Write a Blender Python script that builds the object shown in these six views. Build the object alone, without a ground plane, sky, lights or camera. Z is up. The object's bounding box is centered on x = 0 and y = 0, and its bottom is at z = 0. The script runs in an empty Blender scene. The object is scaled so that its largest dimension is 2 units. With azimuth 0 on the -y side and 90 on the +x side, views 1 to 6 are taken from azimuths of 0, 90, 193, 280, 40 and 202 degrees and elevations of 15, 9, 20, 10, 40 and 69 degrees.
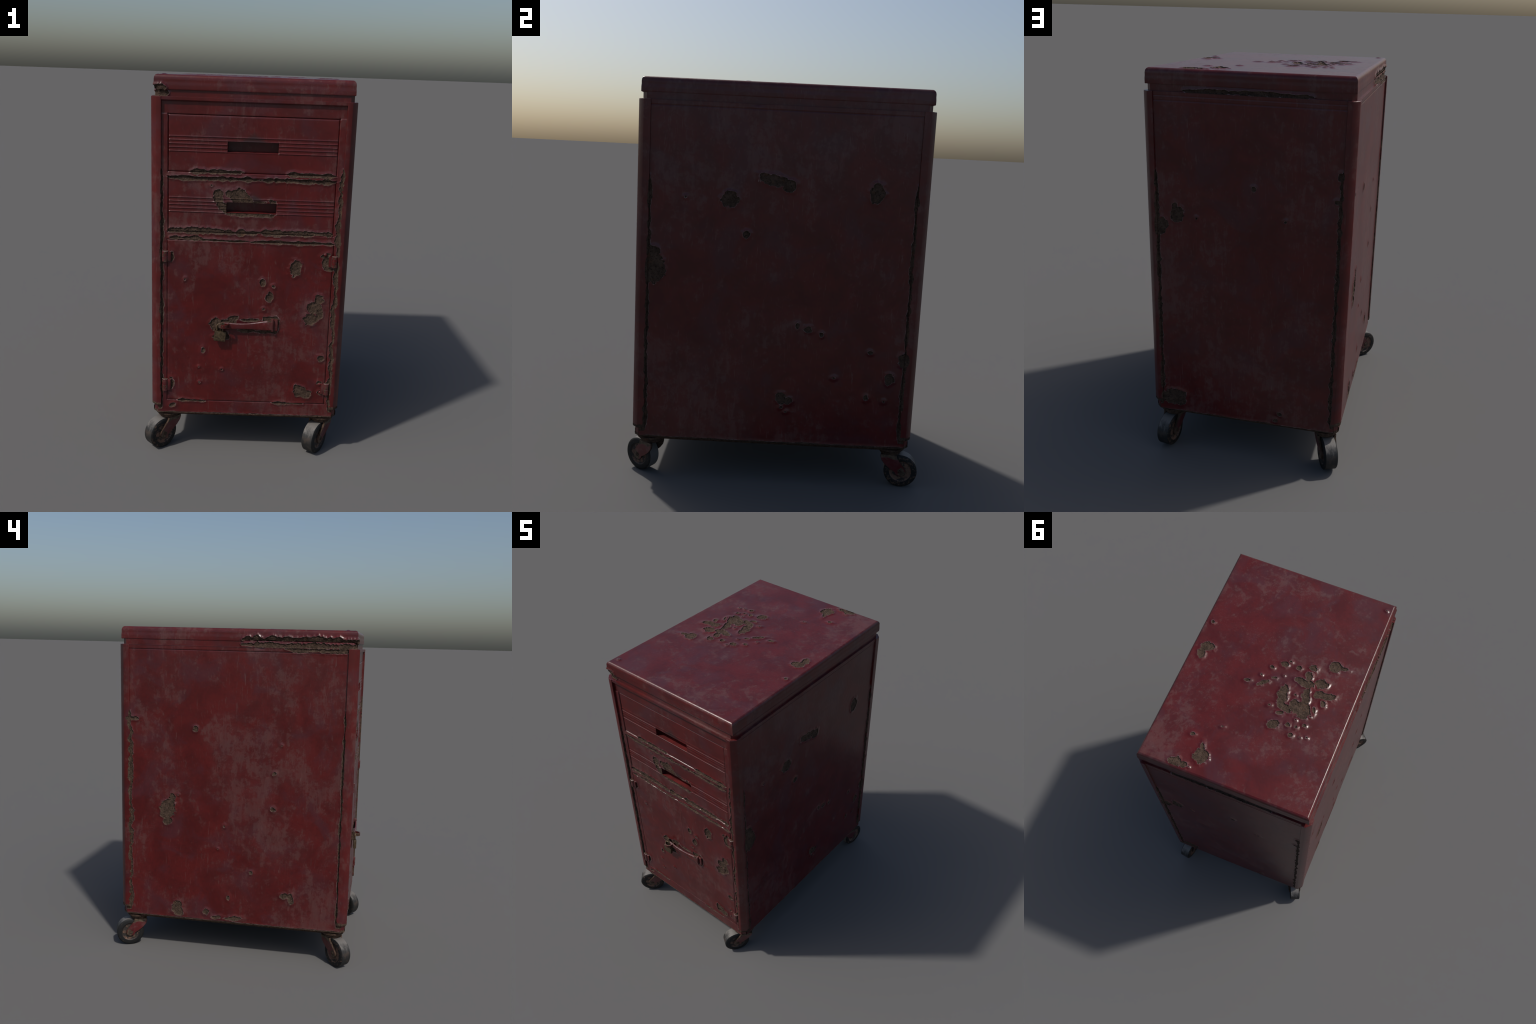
"""Rusty red steel filing cabinet on four swivel castors, built part by part.

Frame: metres, z up, front faces -y.  Flat panels are fine sheets whose relief
(seams, beads, paint blisters, flaked rust) is computed by height functions and
then cut along the edge of every flake, so that paint and rust are own meshes.
"""
import bpy, math, random
import numpy as np
from mathutils import Matrix, Vector

random.seed(7)

# ------------------------------------------------------------------ sizes
CX, CY = 0.0195, -0.0055            # middle of the cabinet in plan
HX, HY = 0.5045, 0.7065             # half size over the corner posts
INSET = 0.009                       # panels lie this far behind the posts
FRONT, BACK = CY - HY + INSET, CY + HY - INSET
LEFT, RIGHT = CX - HX + INSET, CX + HX - INSET
Z_BASE, Z_SKIRT, Z_POST0, Z_POST1 = 0.2005, 0.2185, 0.264, 1.8965
POST_P, POST_Q, POST_C = 0.0520, 0.0610, 0.0280   # strip on front, on side, chamfer
LID_X, LID_Y = 0.4908, 0.6952       # half size of the lid
Z_LID0, Z_LID1 = 1.927, 2.0


# ------------------------------------------------------------------ noise
def _hash(ix, iy, seed):
    n = (ix.astype(np.int64) * 374761393 + iy.astype(np.int64) * 668265263 + seed * 974634777) & 0xFFFFFFFF
    n = ((n ^ (n >> 13)) * 1274126177) & 0xFFFFFFFF
    return ((n ^ (n >> 16)) & 0xFFFF) / 32767.5 - 1.0


def noise(x, y, seed=0):
    x0, y0 = np.floor(x), np.floor(y)
    fx, fy = x - x0, y - y0
    sx, sy = fx * fx * (3 - 2 * fx), fy * fy * (3 - 2 * fy)
    ix, iy = x0.astype(np.int64), y0.astype(np.int64)
    a, b = _hash(ix, iy, seed), _hash(ix + 1, iy, seed)
    c, d = _hash(ix, iy + 1, seed), _hash(ix + 1, iy + 1, seed)
    return (a + (b - a) * sx) * (1 - sy) + (c + (d - c) * sx) * sy


def fbm(x, y, seed=0, octaves=4, gain=0.5):
    t, amp, tot = 0.0, 1.0, 0.0
    for k in range(octaves):
        t = t + amp * noise(x * 2 ** k + 17.3 * k, y * 2 ** k - 9.1 * k, seed + k)
        tot += amp
        amp *= gain
    return t / tot


def smooth(a, b, t):
    t = np.clip((t - a) / (b - a), 0, 1)
    return t * t * (3 - 2 * t)


# ------------------------------------------------------------------ materials
class Nodes:
    def __init__(self, name):
        self.mat = bpy.data.materials.new(name)
        self.mat.use_nodes = True
        self.t = self.mat.node_tree
        self.bsdf = next(n for n in self.t.nodes if n.type == "BSDF_PRINCIPLED")
        self.co = self.new("ShaderNodeTexCoord").outputs["Object"]

    def new(self, kind, **kw):
        n = self.t.nodes.new(kind)
        for k, v in kw.items():
            setattr(n, k, v)
        return n

    def put(self, sock, v):
        if isinstance(v, bpy.types.NodeSocket):
            self.t.links.new(v, sock)
        elif isinstance(v, tuple) and len(v) == 3 and sock.type == "RGBA":
            sock.default_value = (*v, 1)
        else:
            sock.default_value = v

    def mapping(self, scale, rot=(0, 0, 0), loc=(0, 0, 0)):
        n = self.new("ShaderNodeMapping")
        self.put(n.inputs["Vector"], self.co)
        n.inputs["Scale"].default_value = scale
        n.inputs["Rotation"].default_value = [math.radians(a) for a in rot]
        n.inputs["Location"].default_value = loc
        return n.outputs[0]

    def noise(self, scale, detail=6, rough=0.6, dist=0.0, co=None):
        n = self.new("ShaderNodeTexNoise")
        self.put(n.inputs["Vector"], co or self.co)
        n.inputs["Scale"].default_value = scale
        n.inputs["Detail"].default_value = detail
        n.inputs["Roughness"].default_value = rough
        n.inputs["Distortion"].default_value = dist
        return n.outputs["Fac"]

    def ramp(self, v, a, b, lo=0.0, hi=1.0):
        n = self.new("ShaderNodeMapRange")
        n.interpolation_type = "SMOOTHSTEP"
        self.put(n.inputs[0], v)
        for i, x in zip((1, 2, 3, 4), (a, b, lo, hi)):
            n.inputs[i].default_value = x
        return n.outputs[0]

    def math(self, op, a, b=0.0):
        n = self.new("ShaderNodeMath", operation=op)
        self.put(n.inputs[0], a)
        self.put(n.inputs[1], b)
        return n.outputs[0]

    def mix(self, f, a, b):
        n = self.new("ShaderNodeMix", data_type="RGBA")
        self.put(n.inputs[0], f)
        self.put(n.inputs[6], a)
        self.put(n.inputs[7], b)
        return n.outputs[2]

    def bump(self, h, strength, dist):
        n = self.new("ShaderNodeBump")
        n.inputs["Strength"].default_value = strength
        n.inputs["Distance"].default_value = dist
        self.put(n.inputs["Height"], h)
        self.put(self.bsdf.inputs["Normal"], n.outputs[0])

    def finish(self, colour, rough, **kw):
        self.put(self.bsdf.inputs["Base Color"], colour)
        self.put(self.bsdf.inputs["Roughness"], rough)
        for k, v in kw.items():
            self.put(self.bsdf.inputs[k], v)
        return self.mat


def paint_material():
    m = Nodes("worn_red_paint")
    clouds = m.math("ADD", m.math("MULTIPLY", m.noise(3.3, 12, 0.68, 0.7), 0.72), m.math("MULTIPLY", m.noise(1.5, 4, 0.5), 0.28))
    mottle = m.noise(30, 9, 0.74, 0.4)
    streak = m.noise(1.0, 7, 0.66, 0.5, m.mapping((30, 24, 6.5), (22, 28, 30)))
    strokes = m.noise(1.0, 6, 0.6, 0.4, m.mapping((52, 44, 7.0), (-34, -24, -40), (3, 1, 2)))
    where = m.math("ADD", m.math("MULTIPLY", clouds, 0.44), m.math("ADD", m.math("MULTIPLY", mottle, 0.31), m.math("MULTIPLY", streak, 0.25)))
    dust = m.ramp(where, 0.508, 0.562)
    dust = m.math("MULTIPLY", dust, m.ramp(strokes, 0.28, 0.60, 0.45, 1.0))
    haze = m.ramp(clouds, 0.42, 0.62)
    mauve = m.ramp(m.noise(4.5, 8, 0.62, 0.8, m.mapping((1, 1, 1), loc=(5, 2, 8))), 0.48, 0.66)
    hair = m.noise(1.0, 3, 0.5, 0.9, m.mapping((150, 120, 11), (28, -35, 15)))
    hair2 = m.noise(1.0, 3, 0.5, 0.9, m.mapping((130, 150, 12), (-40, 30, 60), (1, 5, 2)))
    scratch = m.math("MULTIPLY", m.math("MAXIMUM", m.ramp(hair, 0.645, 0.70), m.ramp(hair2, 0.655, 0.71)),
                     m.ramp(m.noise(6, 3), 0.42, 0.58))
    red = m.mix(m.ramp(m.noise(6, 8, 0.68, 0.5), 0.36, 0.64), (0.060, 0.0048, 0.0050), (0.084, 0.0068, 0.0066))
    col = m.mix(m.math("MULTIPLY", mauve, 0.45), red, (0.052, 0.018, 0.026))
    col = m.mix(m.math("MULTIPLY", haze, 0.20), col, (0.082, 0.036, 0.038))
    col = m.mix(m.math("MULTIPLY", dust, 0.38), col, (0.108, 0.056, 0.051))
    col = m.mix(m.math("MULTIPLY", scratch, 0.34), col, (0.125, 0.075, 0.070))
    # soft-edged dark patches above the two finger pulls
    sep = m.new("ShaderNodeSeparateXYZ")
    m.put(sep.inputs[0], m.co)
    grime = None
    for x, z, rx, rz in ((0.022, 1.690, 0.085, 0.055), (0.030, 1.395, 0.090, 0.050)):
        dx = m.math("DIVIDE", m.math("SUBTRACT", sep.outputs["X"], x), rx)
        dz = m.math("DIVIDE", m.math("SUBTRACT", sep.outputs["Z"], z), rz)
        r = m.math("ADD", m.math("ABSOLUTE", dx), m.math("ABSOLUTE", dz))
        g = m.ramp(m.math("ADD", r, m.math("MULTIPLY", m.math("SUBTRACT", mottle, 0.5), 0.8)), 1.05, 0.35)
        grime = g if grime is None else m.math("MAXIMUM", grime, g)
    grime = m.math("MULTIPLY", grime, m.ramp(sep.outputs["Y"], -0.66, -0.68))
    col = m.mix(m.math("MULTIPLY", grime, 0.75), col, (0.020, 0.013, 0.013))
    rough = m.math("ADD", 0.29, m.math("MULTIPLY", dust, 0.07))
    m.bump(m.noise(60, 3, 0.5), 0.10, 0.004)
    return m.finish(col, rough, **{"Specular IOR Level": 0.45})


def rust_material():
    m = Nodes("brown_rust")
    a = m.noise(38, 9, 0.7)
    b = m.noise(120, 5, 0.6)
    col = m.mix(m.ramp(a, 0.35, 0.65), (0.043, 0.0265, 0.0185), (0.086, 0.0550, 0.0395))
    col = m.mix(m.ramp(b, 0.55, 0.66, 0, 0.85), col, (0.013, 0.009, 0.0065))
    col = m.mix(m.ramp(m.noise(26, 6, 0.6), 0.60, 0.72, 0, 0.45), col, (0.120, 0.052, 0.024))
    m.bump(m.math("ADD", b, m.math("MULTIPLY", a, 1.4)), 0.9, 0.006)
    return m.finish(col, 0.78, **{"Specular IOR Level": 0.15})


def rubber_material():
    m = Nodes("worn_rubber")
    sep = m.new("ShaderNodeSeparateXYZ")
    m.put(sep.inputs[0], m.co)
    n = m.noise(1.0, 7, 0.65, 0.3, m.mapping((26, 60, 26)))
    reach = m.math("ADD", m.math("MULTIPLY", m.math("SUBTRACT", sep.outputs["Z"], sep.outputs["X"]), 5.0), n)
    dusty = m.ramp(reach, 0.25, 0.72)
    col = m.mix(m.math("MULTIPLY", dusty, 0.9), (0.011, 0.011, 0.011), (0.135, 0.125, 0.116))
    col = m.mix(m.ramp(m.noise(20, 7, 0.7), 0.52, 0.66, 0, 0.5), col, (0.060, 0.040, 0.030))
    m.bump(m.noise(90, 4, 0.6), 0.3, 0.002)
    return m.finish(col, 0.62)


def hub_material():
    m = Nodes("flaked_hub")
    a = m.noise(52, 8, 0.70, 0.6)
    age = m.math("MULTIPLY", m.new("ShaderNodeObjectInfo").outputs["Random"], 0.10)
    col = m.mix(m.ramp(m.math("ADD", a, age), 0.50, 0.62), (0.016, 0.012, 0.010), (0.140, 0.074, 0.048))
    m.bump(a, 0.8, 0.004)
    return m.finish(col, 0.7)


def sidewall_material():
    m = Nodes("black_sidewall")
    a = m.noise(62, 8, 0.72)
    age = m.math("MULTIPLY", m.new("ShaderNodeObjectInfo").outputs["Random"], 0.10)
    col = m.mix(m.ramp(m.math("ADD", a, age), 0.60, 0.69, 0, 0.8), (0.0085, 0.009, 0.0095), (0.100, 0.060, 0.042))
    m.bump(a, 0.4, 0.003)
    return m.finish(col, 0.6, **{"Specular IOR Level": 0.3})


def lock_material():
    m = Nodes("tarnished_lock")
    a = m.noise(90, 7, 0.65)
    col = m.mix(m.ramp(a, 0.38, 0.62), (0.042, 0.027, 0.014), (0.100, 0.066, 0.035))
    m.bump(a, 0.35, 0.002)
    return m.finish(col, 0.5, Metallic=0.35)


def inside_material():
    m = Nodes("bright_red_inside")
    col = m.mix(m.ramp(m.noise(12, 5), 0.4, 0.6), (0.060, 0.004, 0.004), (0.110, 0.007, 0.007))
    return m.finish(col, 0.5)


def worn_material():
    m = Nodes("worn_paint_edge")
    col = m.mix(m.ramp(m.noise(70, 5), 0.4, 0.62), (0.088, 0.034, 0.036), (0.165, 0.110, 0.108))
    return m.finish(col, 0.32)


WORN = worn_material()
PAINT, RUST, RUBBER = paint_material(), rust_material(), rubber_material()
HUB, SIDEWALL, LOCK, INSIDE = hub_material(), sidewall_material(), lock_material(), inside_material()


# ------------------------------------------------------------------ objects
def add_object(name, mesh, parent, materials, smooth_angle=None):
    for mt in materials:
        mesh.materials.append(mt)
    if smooth_angle is None:
        mesh.shade_flat()
    else:
        mesh.shade_smooth()
        if smooth_angle < 180:
            mesh.set_sharp_from_angle(angle=math.radians(smooth_angle))
    o = bpy.data.objects.new(name, mesh)
    bpy.context.scene.collection.objects.link(o)
    o.parent = parent
    return o


def tri_mesh(name, co, tris):
    used, inv = np.unique(tris.ravel(), return_inverse=True)
    me = bpy.data.meshes.new(name)
    n = len(tris)
    me.vertices.add(len(used))
    me.vertices.foreach_set("co", co[used].astype(np.float32).ravel())
    me.loops.add(n * 3)
    me.loops.foreach_set("vertex_index", inv.astype(np.int32).ravel())
    me.polygons.add(n)
    me.polygons.foreach_set("loop_start", np.arange(0, n * 3, 3, dtype=np.int32))
    me.update(calc_edges=True)
    return me


def poly_mesh(name, verts, faces, indices=None):
    me = bpy.data.meshes.new(name)
    me.from_pydata([tuple(map(float, v)) for v in verts], [], faces)
    if indices is not None:
        me.polygons.foreach_set("material_index", indices)
    me.update()
    return me


cabinet = bpy.data.objects.new("rolling_cabinet", None)
bpy.context.scene.collection.objects.link(cabinet)
cabinet["label"] = "rusty dark red steel filing cabinet on four swivel castors"
cabinet["category"] = "filing cabinet"


# ------------------------------------------------------------------ flakes
class Flakes:
    """Distance to the edge of flaked paint (negative: bare rust) and blister height."""

    def __init__(self, u, v, seed):
        self.u, self.v, self.seed = u, v, seed
        self.d = np.full(u.shape, 1.0)
        self.h = np.zeros(u.shape)
        self.coarse = fbm(u * 38, v * 38, seed, 4, 0.6)
        self.fine = fbm(u * 115, v * 115, seed + 9, 3, 0.6)
        self.du = 0.0080 * fbm(u * 34, v * 34, seed + 13, 3, 0.6)
        self.dv = 0.0080 * fbm(u * 34, v * 34, seed + 17, 3, 0.6)

    def add(self, d, height, width, smooth_d=None):
        self.d = np.minimum(self.d, d)
        out = np.maximum(d if smooth_d is None else smooth_d, 0)
        self.h = np.maximum(self.h, height * np.exp(-(out / width) ** 2))

    def blobs(self, rows, height=0.0036, grow=1.0):
        for cu, cv, a, b, ang in rows:
            a, b = a * grow, b * grow
            t = math.radians(ang)
            warp = min(1.0, math.sqrt(a * b) / 0.018)
            du, dv = self.u - cu + warp * self.du, self.v - cv + warp * self.dv
            p, q = du * math.cos(t) + dv * math.sin(t), dv * math.cos(t) - du * math.sin(t)
            r = np.sqrt((p / a) ** 2 + (q / b) ** 2)
            s = math.sqrt(a * b)
            big = 0.26 * self.coarse if s > 0.014 else 0.0
            ds = (r - 1 + big) * min(a, b)
            d = ds + (0.24 if s > 0.014 else 0.18) * self.fine * min(a, b)
            if s < 0.0105:                       # small blisters: a dome with a pinhole
                self.add(d + 0.25 * s, height * 1.05, max(0.0070, 0.95 * s), ds)
            else:
                self.add(d, height, 0.0095, ds)

    def strip(self, along, across, a0, a1, c, half, ragged=0.7, height=0.0030, width=0.008, taper=0.03):
        """A ragged run of rust along one axis, centred at across = c."""
        w = half * (1 + ragged * 1.5 * fbm(along * 30, along * 0 + c * 13, self.seed + 3, 4, 0.65))
        end = np.minimum(along - a0, a1 - along)
        w = w * np.clip(end / taper + 0.25, -2, 1) + np.minimum(end, 0)
        lean = half * 0.45 * fbm(along * 11, along * 0 + c * 7, self.seed + 5, 2)
        ds = np.abs(across - c - lean) - w
        self.add(ds + 0.0016 * self.fine, height, width, ds)

    def border(self, dist, along, a0, a1, half, height=0.0018, ragged=0.75, freq=24):
        """Rust that creeps in from a straight border (dist = distance from it)."""
        w = half * (0.75 + ragged * 1.5 * fbm(along * freq, along * 0 + 3.7, self.seed + 4, 5, 0.6))
        end = np.minimum(along - a0, a1 - along)
        w = np.maximum(w, 0.0025) * np.clip(end / 0.05 + 0.2, -1, 1)
        w = np.where(end < -0.004, -0.03, w)
        self.add(dist - w + 0.0012 * self.fine, height, 0.006)


def rust_relief(fl, depth=0.0028, rough=0.0012):
    inside = np.maximum(-fl.d, 0)
    grain = fbm(fl.u * 120, fl.v * 120, fl.seed + 21, 3, 0.6)
    return fl.h * 0.35 - depth * smooth(0, 0.004, inside) + rough * grain


def components(tris):
    parent = {}

    def find(a):
        while parent[a] != a:
            parent[a] = parent[parent[a]]
            a = parent[a]
        return a

    for a, b, c in tris.tolist():
        for x in (a, b, c):
            parent.setdefault(x, x)
        ra = find(a)
        for x in (b, c):
            rx = find(x)
            if rx != ra:
                parent[rx] = ra
    return np.array([find(a) for a in tris[:, 0].tolist()])


class Points:
    """Growing table of sheet vertices: place, normal, u, v, edge distance, paint and rust height."""

    def __init__(self, P, N, U, V, d, hp, hr):
        self.rows = np.concatenate([P.reshape(-1, 3), N.reshape(-1, 3)] + [a.reshape(-1, 1) for a in (U, V, d, hp, hr)], 1)

    def split(self, tris, level):
        """Cut triangles where level (one value per vertex) is zero: returns (positive, negative)."""
        level = level.copy()
        level[np.abs(level) < 1e-6] = 1e-6
        k = (level[tris] >= 0).sum(1)
        pos, neg, mixed = [tris[k == 3]], [tris[k == 0]], tris[(k > 0) & (k < 3)]
        extra, edge, base = [], {}, len(self.rows)

        def cut(i, j):
            key = (i, j) if i < j else (j, i)
            if key not in edge:
                i, j = key
                t = min(max(level[i] / (level[i] - level[j]), 0.04), 0.96)
                extra.append(self.rows[i] + t * (self.rows[j] - self.rows[i]))
                edge[key] = base + len(extra) - 1
            return edge[key]

        pa, ne = [], []
        for tri in mixed.tolist():
            sg = [level[x] >= 0 for x in tri]
            lone = 0 if sg[1] == sg[2] else 1 if sg[0] == sg[2] else 2
            i, j, l = tri[lone], tri[(lone + 1) % 3], tri[(lone + 2) % 3]
            m, n = cut(i, j), cut(i, l)
            one, two = (pa, ne) if sg[lone] else (ne, pa)
            one.append((i, m, n))
            two += [(m, j, l), (m, l, n)]
        if extra:
            self.rows = np.concatenate([self.rows, np.array(extra)])
            pos.append(np.array(pa).reshape(-1, 3))
            neg.append(np.array(ne).reshape(-1, 3))
        return np.concatenate(pos).astype(int), np.concatenate(neg).astype(int), base

    def at(self, column):
        r = self.rows
        return r[:, :3] + r[:, column:column + 1] * r[:, 3:6]


def build_sheet(P, N, U, V, fl, base_h, name_of, hole=None, smooth_angle=180, rust_depth=0.0028, flip=False):
    """Cut a displaced grid into paint and rust meshes; the paint keeps a pale lip along every flake.

    name_of(u, v) gives a region number per triangle, looked up in REGIONS."""
    nu, nv = U.shape
    pts = Points(P, N, U, V, fl.d, base_h + fl.h, base_h + rust_relief(fl, rust_depth))
    idx = np.arange(nu * nv).reshape(nu, nv)
    a, b, c, e = idx[:-1, :-1], idx[1:, :-1], idx[1:, 1:], idx[:-1, 1:]
    odd = (np.add.outer(np.arange(nu - 1), np.arange(nv - 1)) % 2).astype(bool)
    t1 = np.where(odd[..., None], np.stack([a, b, e], -1), np.stack([a, b, c], -1)).reshape(-1, 3)
    t2 = np.where(odd[..., None], np.stack([b, c, e], -1), np.stack([a, c, e], -1)).reshape(-1, 3)
    tris = np.concatenate([t1, t2])
    if hole is not None:
        tris = tris[~hole(pts.rows[tris, 6].mean(1), pts.rows[tris, 7].mean(1))]
    paint, rust, base = pts.split(tris, pts.rows[:, 8])
    pts.rows[base:, 8] = 0.0
    pts.rows[base:, 10] = pts.rows[base:, 9]
    lip = LIP * (0.75 + 1.1 * fbm(pts.rows[:, 6] * 60, pts.rows[:, 7] * 60, fl.seed + 33, 2))
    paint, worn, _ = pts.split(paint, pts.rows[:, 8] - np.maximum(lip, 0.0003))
    both = np.concatenate([paint, worn])
    slot = np.concatenate([np.zeros(len(paint), np.int32), np.ones(len(worn), np.int32)])
    if flip:
        both, rust = both[:, ::-1], rust[:, ::-1]
    cop, cor = pts.at(9), pts.at(10)
    ua, va = pts.rows[:, 6], pts.rows[:, 7]
    objs = {}
    reg = name_of(ua[both].mean(1), va[both].mean(1))
    for r in np.unique(reg):
        nm, par = REGIONS[int(r)]
        me = tri_mesh(nm, cop, both[reg == r])
        me.polygons.foreach_set("material_index", np.ascontiguousarray(slot[reg == r]))
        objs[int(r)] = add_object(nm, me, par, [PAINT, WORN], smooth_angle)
    if len(rust):
        lab = components(rust)
        regr = name_of(ua[rust].mean(1), va[rust].mean(1))
        specks = {}
        for l in np.unique(lab):
            sel = lab == l
            vals, cnt = np.unique(regr[sel], return_counts=True)
            r = int(vals[cnt.argmax()])
            if r not in objs:
                r = next(iter(objs))
            if sel.sum() < 24:
                specks.setdefault(r, []).append(rust[sel])
                continue
            add_object("rust_patch", tri_mesh("rust_patch", cor, rust[sel]), objs[r], [RUST], 180)
        for r, parts in specks.items():
            o = add_object("rust_specks", tri_mesh("rust_specks", cor, np.concatenate(parts)), objs[r], [RUST], 180)
            o["kind"] = "stuff"
    return objs


LIP = 0.0017
REGIONS = {}


def lines(lo, hi, step, marks=(), w=0.0024):
    """Grid lines from lo to hi that fall on every mark and hug it on both sides."""
    pts = {lo, hi}
    for m in marks:
        pts |= {x for x in (m - w, m, m + w) if lo < x < hi}
    pts = sorted(pts)
    out = []
    for a, b in zip(pts, pts[1:]):
        n = max(1, int(math.ceil((b - a) / step - 0.2)))
        out += [a + (b - a) * i / n for i in range(n)]
    return np.array(out + [hi])


def groove(t, depth=0.004, w=0.0024):
    return -depth * np.clip(1 - np.abs(t) / w, 0, 1)


def flat_sheet(us, vs, origin, eu, ev, n):
    U, V = np.meshgrid(us, vs, indexing="ij")
    P = np.array(origin)[None, None] + U[..., None] * np.array(eu) + V[..., None] * np.array(ev)
    return P, np.broadcast_to(np.array(n, float), P.shape), U, V


# ------------------------------------------------------------------ front
D1 = (-0.400, 0.4395, 1.5335, 1.8135)
D2 = (-0.400, 0.4395, 1.2270, 1.5090)
DOOR = (-0.4028, 0.4475, 0.2945, 1.1850)
SLOT_X = (-0.1060, 0.1455)
SLOT1, SLOT2 = (1.6365, 1.6885), (1.3335, 1.3870)
BEADS1 = [1.7080 - 0.0180 * i for i in range(5)]
BEADS2 = [1.4045 - 0.0180 * i for i in range(5)]
RAIL_Z = 1.8775

front_flakes = [
    (0.257, 1.052, 0.0472, 0.0302, 79), (0.092, 0.971, 0.0198, 0.0175, -88), (0.148, 0.951, 0.0104, 0.0097, 0),
    (0.129, 0.897, 0.0296, 0.0177, -87), (0.102, 0.827, 0.0097, 0.0091, 0), (-0.311, 0.977, 0.0087, 0.0067, 88),
    (0.389, 0.894, 0.0274, 0.0240, -3), (0.361, 0.844, 0.0351, 0.0339, -18), (0.347, 0.779, 0.0416, 0.0324, 1),
    (0.391, 0.821, 0.0389, 0.0213, -87), (-0.213, 0.588, 0.0151, 0.0094, -89), (-0.234, 0.493, 0.0045, 0.0041, 0),
    (-0.111, 0.480, 0.0077, 0.0071, 0), (-0.230, 0.403, 0.0069, 0.0062, 0), (0.413, 0.563, 0.0188, 0.0160, -4),
    (0.308, 0.370, 0.0356, 0.0327, 0), (0.344, 0.352, 0.0304, 0.0258, 0), (-0.373, 0.264, 0.0203, 0.0127, 27),
]
handle_flakes = [
    (-0.105, 0.742, 0.0732, 0.0230, 2), (-0.140, 0.729, 0.0410, 0.0340, -89), (-0.115, 0.672, 0.0460, 0.0250, 3),
    (-0.055, 0.772, 0.0308, 0.0150, 2), (0.034, 0.766, 0.0539, 0.0100, 1), (0.141, 0.770, 0.0462, 0.0200, 1),
    (0.170, 0.740, 0.0411, 0.0150, -87), (0.121, 0.703, 0.0539, 0.0100, 1), (0.012, 0.706, 0.0462, 0.0120, 1),
    (0.410, 1.128, 0.0240, 0.0120, 20), (0.412, 1.085, 0.0210, 0.0330, 0), (0.428, 1.056, 0.0280, 0.0110, 0),
    (0.413, 0.420, 0.0150, 0.0110, 20), (0.421, 0.363, 0.0160, 0.0150, 0), (-0.382, 1.098, 0.0150, 0.0290, 0),
    (-0.380, 0.388, 0.0160, 0.0340, 0), (-0.380, 0.424, 0.0130, 0.0070, 0),
]
drawer_flakes = [
    (-0.149, 1.421, 0.0352, 0.0270, 87), (-0.132, 1.370, 0.0300, 0.0194, -60), (-0.104, 1.360, 0.0180, 0.0110, 80),
    (-0.095, 1.429, 0.0180, 0.0150, -89), (-0.040, 1.412, 0.0480, 0.0461, 2), (-0.182, 1.471, 0.0065, 0.0064, 0),
    (-0.030, 1.396, 0.0576, 0.0195, 2), (0.127, 1.392, 0.0200, 0.0130, 2), (0.050, 1.3900, 0.0500, 0.0070, 0), (0.020, 1.326, 0.1230, 0.0135, 0),
    (-0.106, 1.336, 0.0170, 0.0102, 0),
]


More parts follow.
